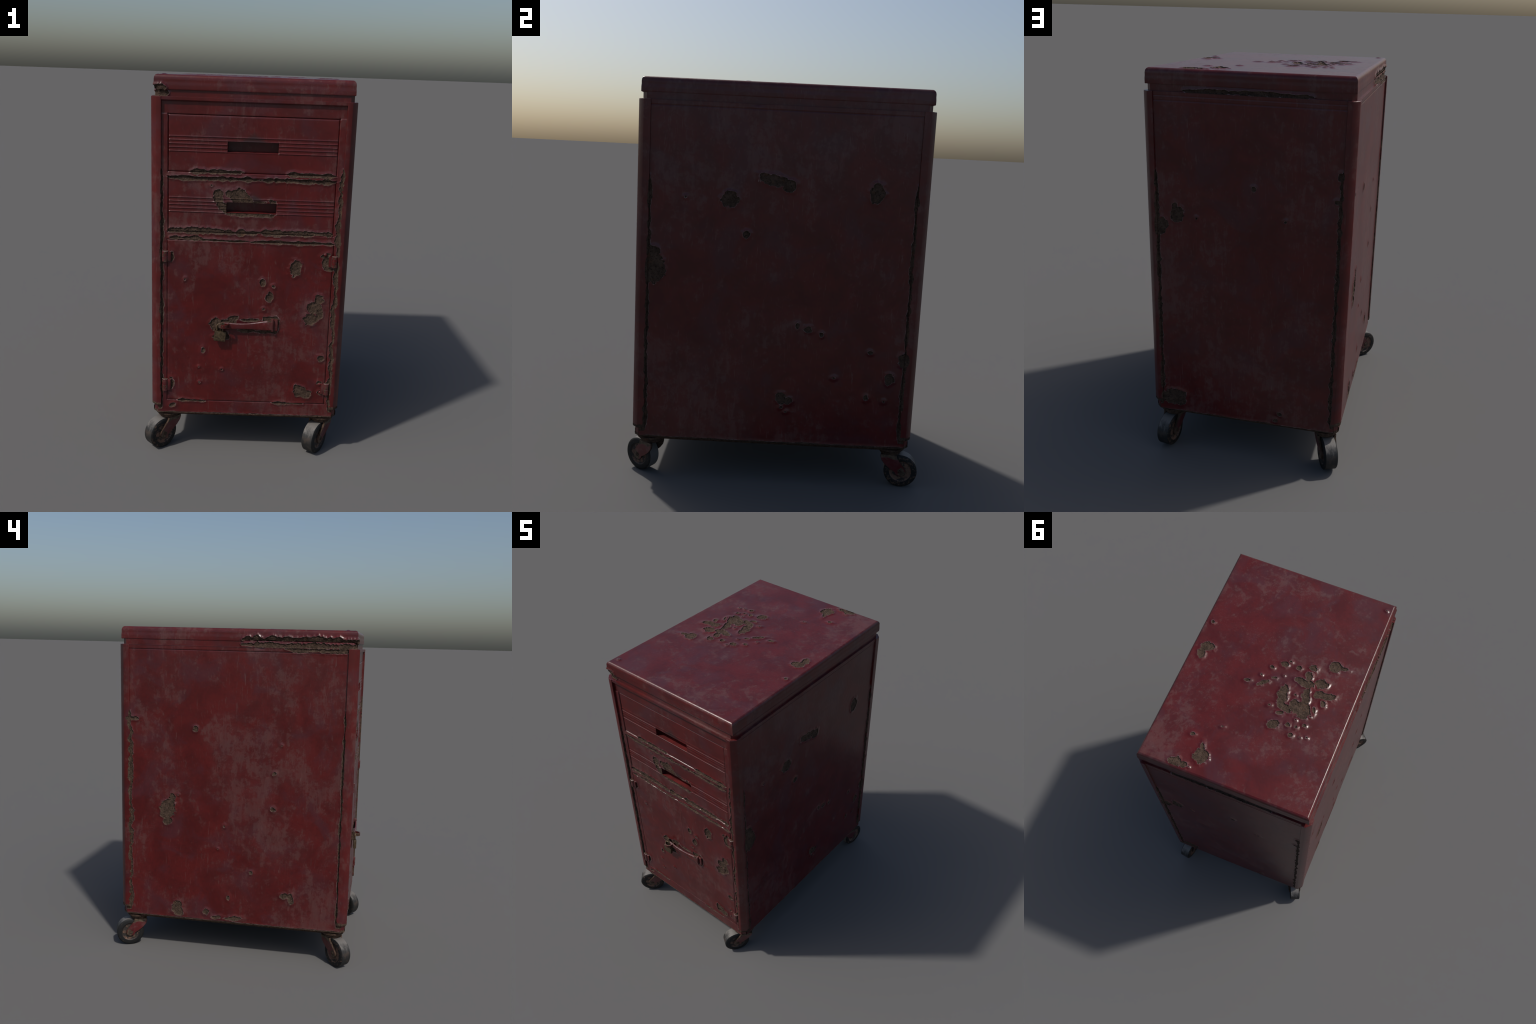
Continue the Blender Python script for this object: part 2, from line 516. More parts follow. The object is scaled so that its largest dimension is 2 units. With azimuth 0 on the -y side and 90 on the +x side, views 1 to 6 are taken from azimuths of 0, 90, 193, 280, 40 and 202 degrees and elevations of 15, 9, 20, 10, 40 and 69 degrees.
def build_front():
    x0, x1 = CX - HX + 0.0348, CX + HX - 0.0348
    mx = [D1[0], D1[1], DOOR[0], DOOR[1], *SLOT_X, 0.0216]
    mz = [D1[2], D1[3], D2[2], D2[3], DOOR[2], DOOR[3], *SLOT1, *SLOT2, RAIL_Z, *BEADS1, *BEADS2]
    us, vs = lines(x0, x1, 0.0034, mx), lines(Z_SKIRT, 1.8955, 0.0034, mz)
    P, N, U, V = flat_sheet(us, vs, (0, FRONT + 0.0012, 0), (1, 0, 0), (0, 0, 1), (0, -1, 0))
    fl = Flakes(U, V, 11)
    fl.blobs(front_flakes)
    fl.blobs(handle_flakes, 0.0026)
    fl.blobs(drawer_flakes, 0.0026)
    for a0, a1, c, half in [(-0.29, -0.02, 1.5385, 0.0100), (0.19, 0.437, 1.5345, 0.0090), (-0.402, 0.436, 1.5030, 0.0105),
                            (-0.402, 0.437, 1.2340, 0.0130), (-0.392, -0.225, 1.1955, 0.0110), (-0.24, 0.015, 1.1885, 0.0055),
                            (0.020, 0.450, 1.1865, 0.0090), (-0.346, -0.193, 0.2935, 0.0075), (0.166, 0.262, 0.2925, 0.0100),
                            (0.24, 0.340, 0.2935, 0.0040)]:
        fl.strip(U, V, a0, a1, c, half)
    fl.border(U - (CX - HX + POST_P), V, 0.240, 1.556, 0.0130)
    fl.border((CX + HX - POST_P) - U, V, 0.252, 1.574, 0.0190)
    fl.border(V - 0.2175, U, -1, 1, 0.0100, ragged=0.35, height=0.0012)

    inside = lambda r: (U > r[0]) & (U < r[1]) & (V > r[2]) & (V < r[3])
    h = 0.0004 * fbm(U * 4, V * 4, 5, 2)
    h = h + np.where(V > RAIL_Z, 0.0078, 0.0) + np.where((V < RAIL_Z) & (V > D1[3]), -0.003, 0.0)
    for r in (D1, D2, DOOR):
        near_x = (U > r[0] - 0.003) & (U < r[1] + 0.003)
        near_z = (V > r[2] - 0.003) & (V < r[3] + 0.003)
        deep = 0.0040 if r is DOOR else 0.0085
        g = np.minimum(np.where(near_z, np.minimum(groove(U - r[0], deep), groove(U - r[1], deep)), 0),
                       np.where(near_x, np.minimum(groove(V - r[2], deep), groove(V - r[3], deep)), 0))
        rim = np.minimum(np.minimum(U - r[0], r[1] - U), np.minimum(V - r[2], r[3] - V))
        rise = -0.0045 if r is not DOOR else 0.0
        h = h + g + np.where(inside(r), rise + 0.0014 * smooth(0.002, 0.008, rim), 0)
    for beads in (BEADS1, BEADS2):
        for i, z in enumerate(beads):
            span = smooth(D1[0] + 0.002, D1[0] + 0.006, U) * (1 - smooth(D1[1] - 0.006, D1[1] - 0.002, U))
            gap = 1 - smooth(SLOT_X[0] - 0.004, SLOT_X[0], U) * (1 - smooth(SLOT_X[1], SLOT_X[1] + 0.004, U))
            if i == 0:
                gap = np.ones_like(U)
            h = h + 0.0030 * np.clip(1 - np.abs(V - z) / 0.0026, 0, 1) * span * gap
    lip = np.minimum(np.minimum(U - SLOT_X[0], SLOT_X[1] - U), np.minimum(V - SLOT1[0], SLOT1[1] - V))
    h = h + 0.0016 * np.exp(-(lip / 0.003) ** 2) * (lip < 0)
    crease = (V < 1.18) & (V > 0.5)
    h = h + np.where(crease, 0.0009 * np.clip(1 - np.abs(U - 0.0216) / 0.0024, 0, 1), 0)

    def region(u, v):
        r = np.zeros(u.shape, int)
        for k, q in ((1, D1), (2, D2), (3, DOOR)):
            r[(u > q[0]) & (u < q[1]) & (v > q[2]) & (v < q[3])] = k
        return r

    def hole(u, v):
        ux = (u > SLOT_X[0]) & (u < SLOT_X[1])
        return ux & (((v > SLOT1[0]) & (v < SLOT1[1])) | ((v > SLOT2[0]) & (v < SLOT2[1])))

    REGIONS.clear()
    REGIONS.update({0: ("front_frame", cabinet), 1: ("drawer_front", cabinet), 2: ("drawer_front", cabinet), 3: ("door", cabinet)})
    objs = build_sheet(P, N, U, V, fl, h, region, hole)
    for k, s in ((1, SLOT1), (2, SLOT2)):
        pull_recess(objs[k], SLOT_X, s)
    return objs


def pull_recess(parent, sx, sz, deep=0.066):
    """The sunken finger pull: four walls and a back."""
    y0, y1 = FRONT + 0.0040, FRONT + deep
    v = [(x, y, z) for y in (y0, y1) for x, z in ((sx[0], sz[0]), (sx[1], sz[0]), (sx[1], sz[1]), (sx[0], sz[1]))]
    me = poly_mesh("finger_pull", v, [(4, 5, 1, 0), (5, 6, 2, 1), (6, 7, 3, 2), (7, 4, 0, 3), (4, 7, 6, 5)], [1, 0, 0, 0, 0])
    add_object("finger_pull", me, parent, [PAINT, INSIDE])


FRONT_PARTS = build_front()

# ------------------------------------------------------------------ sides and back
right_flakes = [
    (-0.050, 1.541, 0.0656, 0.0290, -7), (0.022, 1.517, 0.0344, 0.0310, 3), (-0.080, 1.559, 0.0405, 0.0124, -12),
    (-0.261, 1.440, 0.0440, 0.0409, 3), (0.441, 1.501, 0.0467, 0.0361, 80), (-0.176, 1.273, 0.0191, 0.0160, 3),
    (-0.475, 1.442, 0.0079, 0.0078, 33), (-0.616, 1.079, 0.0620, 0.0515, 88), (-0.621, 1.151, 0.0454, 0.0352, 89),
    (0.151, 0.814, 0.0242, 0.0166, 2), (0.098, 0.831, 0.0150, 0.0113, -87), (0.217, 0.793, 0.0117, 0.0113, 0),
    (0.465, 0.714, 0.0129, 0.0117, -3), (0.644, 0.682, 0.0387, 0.0335, -1), (0.569, 0.584, 0.0305, 0.0261, -81),
    (0.292, 0.574, 0.0114, 0.0068, 3), (0.459, 0.479, 0.0154, 0.0131, -84), (0.548, 0.464, 0.0086, 0.0082, 0),
    (0.035, 0.457, 0.0343, 0.0247, -70), (0.071, 0.441, 0.0214, 0.0207, 5), (0.036, 0.410, 0.0103, 0.0099, 0),
    (0.060, 0.386, 0.0099, 0.0069, 3),
]
left_flakes = [
    (0.229, 1.408, 0.0195, 0.0186, -23), (0.401, 0.915, 0.0698, 0.0470, -77), (0.400, 0.838, 0.0302, 0.0261, -17),
    (0.368, 0.988, 0.0227, 0.0164, -86), (0.335, 1.006, 0.0067, 0.0064, 0), (-0.290, 1.335, 0.0062, 0.0061, 0),
    (-0.251, 1.166, 0.0127, 0.0122, 0), (-0.249, 0.951, 0.0157, 0.0143, -14), (0.046, 0.829, 0.0100, 0.0094, 0),
    (0.083, 0.684, 0.0051, 0.0048, 0), (-0.123, 0.549, 0.0130, 0.0114, -18), (0.014, 0.380, 0.0152, 0.0098, -88),
    (-0.367, 0.408, 0.0325, 0.0177, 75), (-0.332, 0.422, 0.0256, 0.0165, -8), (0.340, 0.291, 0.0450, 0.0336, -83),
    (0.328, 0.258, 0.0309, 0.0240, -13), (0.155, 0.275, 0.0194, 0.0178, 0), (0.088, 0.244, 0.0301, 0.0136, -7),
    (-0.020, 0.248, 0.0564, 0.0153, -6), (0.620, 1.457, 0.0332, 0.0126, -3),
]
back_flakes = [
    (-0.015, 1.471, 0.0130, 0.0121, 0), (0.366, 1.318, 0.0403, 0.0329, -73), (0.379, 1.350, 0.0296, 0.0167, -86),
    (0.267, 1.306, 0.0087, 0.0078, 0), (-0.172, 1.324, 0.0098, 0.0091, 0), (0.451, 1.252, 0.0477, 0.0370, -76),
    (0.408, 0.304, 0.0686, 0.0430, -16), (0.368, 0.285, 0.0298, 0.0244, -59), (-0.166, 0.289, 0.0148, 0.0128, 0),
    (-0.146, 0.246, 0.0144, 0.0115, -25), (-0.412, 1.439, 0.0124, 0.0119, 0), (-0.423, 1.557, 0.0209, 0.0177, 89),
]


def build_side(which):
    y0, y1 = CY - HY + 0.0348, CY + HY - 0.0348
    us, vs = lines(y0, y1, 0.0042), lines(Z_SKIRT, 1.8955, 0.0042, [1.8705])
    sgn = 1 if which == "right" else -1
    P, N, U, V = flat_sheet(us, vs, (RIGHT if sgn > 0 else LEFT, 0, 0), (0, 1, 0), (0, 0, 1), (sgn, 0, 0))
    fl = Flakes(U, V, 31 if sgn > 0 else 47)
    fl.blobs(right_flakes if sgn > 0 else left_flakes)
    front_edge, back_edge = CY - HY + POST_Q, CY + HY - POST_Q
    if sgn > 0:
        fl.border(U - front_edge, V, 0.25, 1.545, 0.0140)
        fl.border(back_edge - U, V, 0.25, 1.552, 0.0130)
    else:
        fl.border(U - front_edge, V, 0.25, 1.553, 0.0120)
        fl.border(back_edge - U, V, 0.25, 1.505, 0.0220)
        fl.strip(U, V, -0.70, -0.29, 1.886, 0.0125, taper=0.10)
    fl.border(V - 0.2175, U, -1, 1, 0.0095, ragged=0.5, height=0.0012, freq=13)
    h = 0.0007 * fbm(U * 3, V * 3, 8 + sgn, 2) + groove(V - 1.8705, 0.003)
    h = h + np.where(V > 1.8705, 0.0012, 0.0)
    h = h - 0.004 * np.exp(-(((U + 0.145) / 0.022) ** 2 + ((V - 1.892) / 0.007) ** 2))
    REGIONS.clear()
    REGIONS[0] = ("side_panel", cabinet)
    return build_sheet(P, N, U, V, fl, h, lambda u, v: np.zeros(u.shape, int), flip=sgn < 0)


def build_back():
    x0, x1 = CX - HX + 0.0348, CX + HX - 0.0348
    us, vs = lines(x0, x1, 0.0042), lines(Z_SKIRT, 1.8955, 0.0042, [1.8560, 1.8780])
    P, N, U, V = flat_sheet(us, vs, (0, BACK, 0), (1, 0, 0), (0, 0, 1), (0, 1, 0))
    fl = Flakes(U, V, 63)
    fl.blobs(back_flakes)
    fl.border(U - (CX - HX + POST_P), V, 0.25, 1.585, 0.0160)
    fl.border((CX + HX - POST_P) - U, V, 0.25, 1.532, 0.0150)
    fl.border(V - 0.2175, U, -1, 1, 0.0095, ragged=0.5, height=0.0012, freq=13)
    h = 0.0007 * fbm(U * 3, V * 3, 14, 2) + groove(V - 1.856, 0.0035) + groove(V - 1.878, 0.0015)
    REGIONS.clear()
    REGIONS[0] = ("back_panel", cabinet)
    return build_sheet(P, N, U, V, fl, h, lambda u, v: np.zeros(u.shape, int), flip=True)


build_side("right")
build_side("left")
build_back()


# ------------------------------------------------------------------ corner posts
def build_post(sx, sy, front_top, side_top, seed, front_bite=0.004, side_bite=0.003, bites=()):
    """Folded corner strip with a chamfered corner; its inner edges have flaked along the seams."""
    zs = np.concatenate([[Z_POST0], np.linspace(Z_POST0 + 0.004, Z_POST1 - 0.002, 330), [Z_POST1]])
    n = len(zs)

    def bite(top, amount, sd, kind):
        w = amount * np.maximum(0, 0.6 + 1.7 * fbm(zs * 30, zs * 0 + sd, sd, 4, 0.6))
        for k, z, a, r in bites:
            if k == kind:
                w = np.maximum(w, a * np.sqrt(np.clip(1 - ((zs - z) / r) ** 2, 0, 1)))
        return w * smooth(top, top - 0.03, zs)

    fb, sb = bite(front_top, front_bite, seed, "front"), bite(side_top, side_bite, seed + 50, "side")
    deep = INSET + 0.003
    verts, ring = [], None
    for i, z in enumerate(zs):
        f, s = min(fb[i], POST_P - POST_C - 0.003), min(sb[i], POST_Q - POST_C - 0.003)
        e = 0.002 if i in (0, n - 1) else 0.0
        sec = [(POST_P + 0.0005, deep), (POST_P, max(INSET * 0.55, 0.0018) if f > 0.0006 else 0.0016 + e), (POST_P - 0.0014 - f, e),
               (POST_C + 0.0012, e), (POST_C - 0.0010, 0.0010 + e), (0.0010 + e, POST_C - 0.0010), (e, POST_C + 0.0012),
               (e, POST_Q - 0.0014 - s), (max(INSET * 0.55, 0.0018) if s > 0.0006 else 0.0016 + e, POST_Q), (deep, POST_Q + 0.0005),
               (deep + 0.006, POST_Q - 0.012), (deep + 0.006, deep + 0.022), (deep + 0.022, deep + 0.006), (POST_P - 0.012, deep + 0.006)]
        ring = len(sec)
        for p, q in sec:
            verts.append((CX + sx * (HX - p), CY + sy * (HY - q), z))
    faces, mats = [], []
    frayed = 0.292 + 0.010 * fbm(np.arange(ring) * 0.9, np.zeros(ring), seed, 2)
    for i in range(n - 1):
        for j in range(ring):
            k = (j + 1) % ring
            q = (i * ring + j, i * ring + k, (i + 1) * ring + k, (i + 1) * ring + j)
            faces.append(q if sx * sy < 0 else q[::-1])
            zc = 0.5 * (zs[i] + zs[i + 1])
            rusty = (j in (0, 1) and zc < front_top and fb[i] > 0.0005) or (j in (7, 8) and zc < side_top and sb[i] > 0.0005) \
                or (zc < frayed[j] - 0.012)
            mats.append(1 if rusty else 0)
    top = tuple((n - 1) * ring + j for j in range(ring))
    bot = tuple(range(ring))
    faces += [top if sx * sy < 0 else top[::-1], bot[::-1] if sx * sy < 0 else bot]
    mats += [0, 1]
    me = poly_mesh("corner_post", verts, faces, mats)
    add_object("corner_post", me, cabinet, [PAINT, RUST], 28)


build_post(-1, -1, 1.555, 1.553, 101, 0.0045, 0.0045)
build_post(1, -1, 1.574, 1.545, 102, 0.0070, 0.0055, [("side", 1.08, 0.010, 0.06)])
build_post(1, 1, 1.532, 1.552, 103, 0.0050, 0.0060, [("side", 0.682, 0.020, 0.034), ("front", 1.252, 0.010, 0.05)])
build_post(-1, 1, 1.585, 1.505, 104, 0.0060, 0.0095, [("side", 1.457, 0.024, 0.013)])


# ------------------------------------------------------------------ hidden core and bottom skirt
def chamfered(hx, hy, c):
    return [(-hx + c, -hy), (hx - c, -hy), (hx, -hy + c), (hx, hy - c), (hx - c, hy), (-hx + c, hy), (-hx, hy - c), (-hx, -hy + c)]


def prism(name, levels, parent, mats, pick=None, angle=30):
    """Stack of chamfered rectangles: levels = (z, half x, half y, chamfer)."""
    verts, faces, idx = [], [], []
    for z, hx, hy, c in levels:
        verts += [(CX + x, CY + y, z) for x, y in chamfered(hx, hy, c)]
    for i in range(len(levels) - 1):
        for j in range(8):
            k = (j + 1) % 8
            faces.append((i * 8 + j, i * 8 + k, i * 8 + 8 + k, i * 8 + 8 + j))
            idx.append(pick[i] if pick else 0)
    faces += [tuple(range(7, -1, -1)), tuple(range(len(verts) - 8, len(verts)))]
    idx += [pick[0] if pick else 0, pick[-1] if pick else 0]
    return add_object(name, poly_mesh(name, verts, faces, idx), parent, mats, angle)


PX, PY = HX - INSET, HY - INSET
prism("bottom_skirt", [(Z_BASE, PX - 0.020, PY - 0.020, 0.016), (0.2050, PX - 0.0165, PY - 0.0165, 0.018),
                       (0.2105, PX - 0.0140, PY - 0.0140, 0.019), (0.2185, PX - 0.0005, PY - 0.0005, 0.0245),
                       (0.2270, PX - 0.0046, PY - 0.0046, 0.0168), (0.2320, PX - 0.0046, PY - 0.0046, 0.0168),
                       (0.2900, PX - 0.0046, PY - 0.0046, 0.0168)], cabinet, [PAINT, RUST], [1, 1, 1, 1, 1, 0])
core = prism("inner_case", [(0.24, HX - 0.034, HY - 0.085, 0.02), (1.93, HX - 0.034, HY - 0.085, 0.02)], cabinet, [INSIDE])


# ------------------------------------------------------------------ neck under the lid, and the lid
def wall_sheet(hx, hy, chamfer, profile, step):
    """Sheet that runs round a (chamfered) rectangle; profile = (inset, z) from bottom to top.

    The run starts at the back left corner: left wall, front, right wall, back."""
    def corners(i):
        a, b, c = hx - i, hy - i, chamfer
        if c == 0:
            return [(-a, b), (-a, -b), (a, -b), (a, b)]
        return [(-a, b - c), (-a, -b + c), (-a + c, -b), (a - c, -b), (a, -b + c), (a, b - c), (a - c, b), (-a + c, b)]
    outer = corners(0)
    n = len(outer)
    seg, fr, us, u = [], [], [], 0.0
    for k in range(n):
        (xa, ya), (xb, yb) = outer[k], outer[(k + 1) % n]
        L = math.hypot(xb - xa, yb - ya)
        m = max(1, round(L / step))
        for i in range(m + (k == n - 1)):
            seg.append(k)
            fr.append(i / m)
            us.append(u + L * i / m)
        u += L
    ins, zs, run = [], [], []
    acc = 0.0
    for (i0, z0), (i1, z1) in zip(profile, profile[1:]):
        L = math.hypot(i1 - i0, z1 - z0)
        m = max(1, round(L / step))
        for i in range(m):
            ins.append(i0 + (i1 - i0) * i / m)
            zs.append(z0 + (z1 - z0) * i / m)
            run.append(acc + L * i / m)
        acc += L
    ins.append(profile[-1][0]); zs.append(profile[-1][1]); run.append(acc)
    U, V = np.meshgrid(np.array(us), np.array(run), indexing="ij")
    P = np.zeros(U.shape + (3,))
    N = np.zeros_like(P)
    for j, (i, z) in enumerate(zip(ins, zs)):
        c = corners(i)
        for a in range(len(us)):
            p, q = c[seg[a]], c[(seg[a] + 1) % n]
            P[a, j] = (CX + p[0] + (q[0] - p[0]) * fr[a], CY + p[1] + (q[1] - p[1]) * fr[a], z)
    dz = np.gradient(np.array(zs)); di = np.gradient(np.array(ins))
    ln = np.hypot(dz, di)
    for a in range(len(us)):
        ks = [seg[a]] if fr[a] > 0 else [seg[a], (seg[a] - 1) % n]
        v = np.zeros(2)
        for k in ks:
            (xa, ya), (xb, yb) = outer[k], outer[(k + 1) % n]
            L = math.hypot(xb - xa, yb - ya)
            v += ((yb - ya) / L, -(xb - xa) / L)      # outward for this run direction
        v = v / max(np.linalg.norm(v), 1e-9)
        v = v if v[0] * (P[a, 0, 0] - CX) + v[1] * (P[a, 0, 1] - CY) > 0 else -v
        for j in range(len(zs)):
            N[a, j] = (v[0] * dz[j] / ln[j], v[1] * dz[j] / ln[j], di[j] / ln[j])
    return P, N, U, V


def build_neck():
    hx, hy, c = HX - 0.0165, HY - 0.0185, 0.020
    P, N, U, V = wall_sheet(hx, hy, c, [(-0.0105, 1.8945), (-0.0100, 1.8960), (0.0, 1.8963), (0.0, 1.932)], 0.0042)
    fl = Flakes(U, V, 77)
    X, Y, Z = P[..., 0], P[..., 1], P[..., 2]
    left = X < CX - hx + 0.5 * c
    front = Y < CY - hy + 0.5 * c
    back = Y > CY + hy - 0.5 * c
    far = np.where(left, 0.0, 1.0)
    fl.strip(-Y + far * 9, Z, 0.035, 0.75, 1.908, 0.0150, ragged=0.9, taper=0.05)
    fl.strip(np.where(front, X, 9), Z, -0.50, -0.395, 1.909, 0.0160, taper=0.02)
    fl.strip(np.where(back, X, 9), Z, -0.285, 0.330, 1.9035, 0.0105, ragged=0.5, taper=0.05)
    h = 0.0004 * fbm(U * 6, V * 6, 3, 2) + np.zeros_like(U)
    REGIONS.clear()
    REGIONS[0] = ("neck_band", cabinet)
    build_sheet(P, N, U, V, fl, h, lambda u, v: np.zeros(u.shape, int), smooth_angle=40, flip=True)


lid_flakes = [
    (-0.284, -0.185, 0.0313, 0.0286, 32), (-0.326, -0.193, 0.0281, 0.0080, 11), (-0.172, -0.135, 0.0226, 0.0206, 30),
    (-0.016, -0.097, 0.0211, 0.0176, 24), (-0.042, -0.126, 0.0096, 0.0085, 0), (-0.100, -0.106, 0.0168, 0.0127, 23),
    (0.040, -0.058, 0.0111, 0.0099, 0), (0.077, 0.009, 0.0079, 0.0070, 0), (-0.038, -0.032, 0.0063, 0.0056, 0),
    (0.136, 0.068, 0.0153, 0.0094, 22), (0.052, 0.050, 0.0339, 0.0108, 45), (0.004, 0.002, 0.0139, 0.0078, 22),
    (-0.171, -0.079, 0.0284, 0.0181, -70), (-0.155, -0.031, 0.0486, 0.0168, -12), (-0.192, -0.033, 0.0251, 0.0218, 25),
    (-0.249, -0.061, 0.0306, 0.0266, 25), (-0.266, 0.004, 0.0305, 0.0200, 24), (-0.316, 0.000, 0.0332, 0.0170, 23),
    (-0.298, 0.049, 0.0199, 0.0124, -70), (-0.199, 0.048, 0.0464, 0.0194, -77), (-0.210, 0.126, 0.0486, 0.0350, -69),
    (-0.164, 0.121, 0.0382, 0.0280, -70), (-0.078, 0.081, 0.0537, 0.0238, -81), (-0.114, 0.146, 0.0483, 0.0191, -17),
    (-0.101, 0.187, 0.0206, 0.0121, 22), (-0.032, 0.162, 0.0110, 0.0076, 22), (-0.142, 0.055, 0.0092, 0.0083, 0),
    (-0.269, 0.107, 0.0196, 0.0096, -69), (-0.262, 0.146, 0.0075, 0.0069, 0), (-0.096, 0.263, 0.0340, 0.0209, 22),
    (-0.168, 0.236, 0.0136, 0.0120, 22), (-0.214, 0.230, 0.0104, 0.0095, 0), (-0.250, 0.208, 0.0109, 0.0104, 31),
    (-0.197, 0.194, 0.0075, 0.0068, 0), (-0.204, 0.286, 0.0122, 0.0118, 28), (-0.255, 0.278, 0.0059, 0.0054, 0),
    (-0.290, 0.268, 0.0074, 0.0067, 0), (0.187, 0.577, 0.0404, 0.0370, -54), (0.195, 0.533, 0.0290, 0.0095, -75),
    (0.299, 0.657, 0.0359, 0.0250, 18), (0.248, 0.653, 0.0186, 0.0172, -50), (0.221, 0.653, 0.0057, 0.0053, 0),
    (0.278, 0.476, 0.0122, 0.0088, 19), (0.149, 0.376, 0.0095, 0.0059, 21), (0.422, -0.040, 0.0399, 0.0245, 21),
    (0.438, 0.010, 0.0316, 0.0188, -80), (0.459, -0.199, 0.0103, 0.0100, 0), (-0.425, -0.640, 0.0070, 0.0060, 0),
]


def build_lid():
    profile = [(0.0330, Z_LID0 + 0.004), (0.0080, Z_LID0 + 0.001), (0.0015, Z_LID0), (0.0, Z_LID0 + 0.002), (0.0, 1.938),
               (0.0004, 1.950), (0.0016, 1.964), (0.0016, 1.978), (0.0030, 1.9870), (0.0062, 1.9930), (0.0095, 1.9968), (0.0135, 1.9992), (0.0160, 2.0)]
    P, N, U, V = wall_sheet(LID_X, LID_Y, 0, profile, 0.0042)
    X, Y, Z = P[..., 0], P[..., 1], P[..., 2]
    fl = Flakes(U, V, 91)
    left = X < CX - LID_X + 0.02
    front = Y < CY - LID_Y + 0.006
    fl.strip(np.where(left, -Y, 9), np.where(Z < 1.985, Z, 9), 0.040, 0.80, 1.9380, 0.0190, ragged=0.8, height=0.0055, width=0.009, taper=0.06)
    fl.strip(np.where(front, X, 9), np.where(Z < 1.985, Z, 9), -0.55, -0.408, 1.9390, 0.0190, ragged=0.7, height=0.0050, width=0.009, taper=0.03)
    low = smooth(1.956, 1.930, Z)
    h = -0.0008 * low * (0.8 + 0.8 * fbm(U * 5, V * 0, 17, 3)) + 0.0006 * fbm(U * 7, V * 9, 18, 2) * smooth(1.996, 1.97, Z)
    eaten = left & (Y < -0.05)                  # the rusted run of the rim is eaten away towards its lower edge
    h = h - np.where(eaten, 0.0085 * smooth(1.956, 1.929, Z), 0.0)
    REGIONS.clear()
    x0, x1, y0, y1 = CX - LID_X + 0.016, CX + LID_X - 0.016, CY - LID_Y + 0.016, CY + LID_Y - 0.016
    us, vs = lines(x0, x1, 0.0036), lines(y0, y1, 0.0036)
    Pt, Nt, Ut, Vt = flat_sheet(us, vs, (0, 0, Z_LID1), (1, 0, 0), (0, 1, 0), (0, 0, 1))
    ft = Flakes(Ut, Vt, 92)
    ft.blobs([r for r in lid_flakes if r[2] < 0.026], 0.0042, 1.04)
    ft.blobs([(a, b, c * 1.06, d * 1.18, e) for a, b, c, d, e in lid_flakes if c >= 0.026], 0.0042)
    edge = np.minimum(np.minimum(Ut - x0, x1 - Ut), np.minimum(Vt - y0, y1 - Vt))
    ft.h = ft.h * smooth(0, 0.012, edge)
    ht = 0.0009 * fbm(Ut * 2.6, Vt * 2.6, 19, 3) * smooth(0, 0.05, edge) - 0.0006 * smooth(0, 0.05, edge)
    REGIONS[0] = ("lid", cabinet)
    build_sheet(Pt, Nt, Ut, Vt, ft, ht, lambda u, v: np.zeros(u.shape, int))
    REGIONS[0] = ("lid_rim", cabinet)
    build_sheet(P, N, U, V, fl, h, lambda u, v: np.zeros(u.shape, int), smooth_angle=48, flip=True)


build_neck()
build_lid()


# ------------------------------------------------------------------ helpers for hardware
def sweep(name, path, section, parent, mats, closed=False, angle=35, index=None):
    """Loft of section (list of (a, b)) along path = list of (point, axis_a, axis_b)."""
    verts, faces, n, m = [], [], len(path), len(section)
    for p, ea, eb in path:
        s = section(p) if callable(section) else section
        verts += [tuple(Vector(p) + Vector(ea) * a + Vector(eb) * b) for a, b in s]
    for i in range(n if closed else n - 1):
        for j in range(m):
            k, l = (j + 1) % m, (i + 1) % n
            faces.append((i * m + j, i * m + k, l * m + k, l * m + j))
    if not closed:
        faces += [tuple(range(m - 1, -1, -1)), tuple(range((n - 1) * m, n * m))]
    me = poly_mesh(name, verts, faces, index)
    fix_normals(me)
    return add_object(name, me, parent, mats, angle)


def fix_normals(me):
    import bmesh
    bm = bmesh.new()
    bm.from_mesh(me)
    bmesh.ops.recalc_face_normals(bm, faces=bm.faces)
    bm.to_mesh(me)
    bm.free()


def block(name, lo, hi, parent, mats, bevel=0.002, jitter=0.0, turn=None, seed=0, cuts=0):
    """Bevelled box, optionally roughened and turned about its centre."""
    import bmesh
    rnd = random.Random(seed)
    c = [(a + b) / 2 for a, b in zip(lo, hi)]
    s = [b - a for a, b in zip(lo, hi)]
    bm = bmesh.new()
    bmesh.ops.create_cube(bm, size=1.0)
    for v in bm.verts:
        v.co = Vector((v.co.x * s[0], v.co.y * s[1], v.co.z * s[2]))
    if bevel:
        bmesh.ops.bevel(bm, geom=bm.edges[:], offset=bevel, segments=2, affect="EDGES", profile=0.6)
    if cuts:
        bmesh.ops.subdivide_edges(bm, edges=bm.edges[:], cuts=cuts, use_grid_fill=True)
    for v in bm.verts:
        if jitter:
            v.co += Vector((rnd.uniform(-1, 1), rnd.uniform(-1, 1), rnd.uniform(-1, 1))) * jitter
        if turn:
            v.co = turn @ v.co
        v.co += Vector(c)
    me = bpy.data.meshes.new(name)
    bm.to_mesh(me)
    bm.free()
    return add_object(name, me, parent, mats, 40)


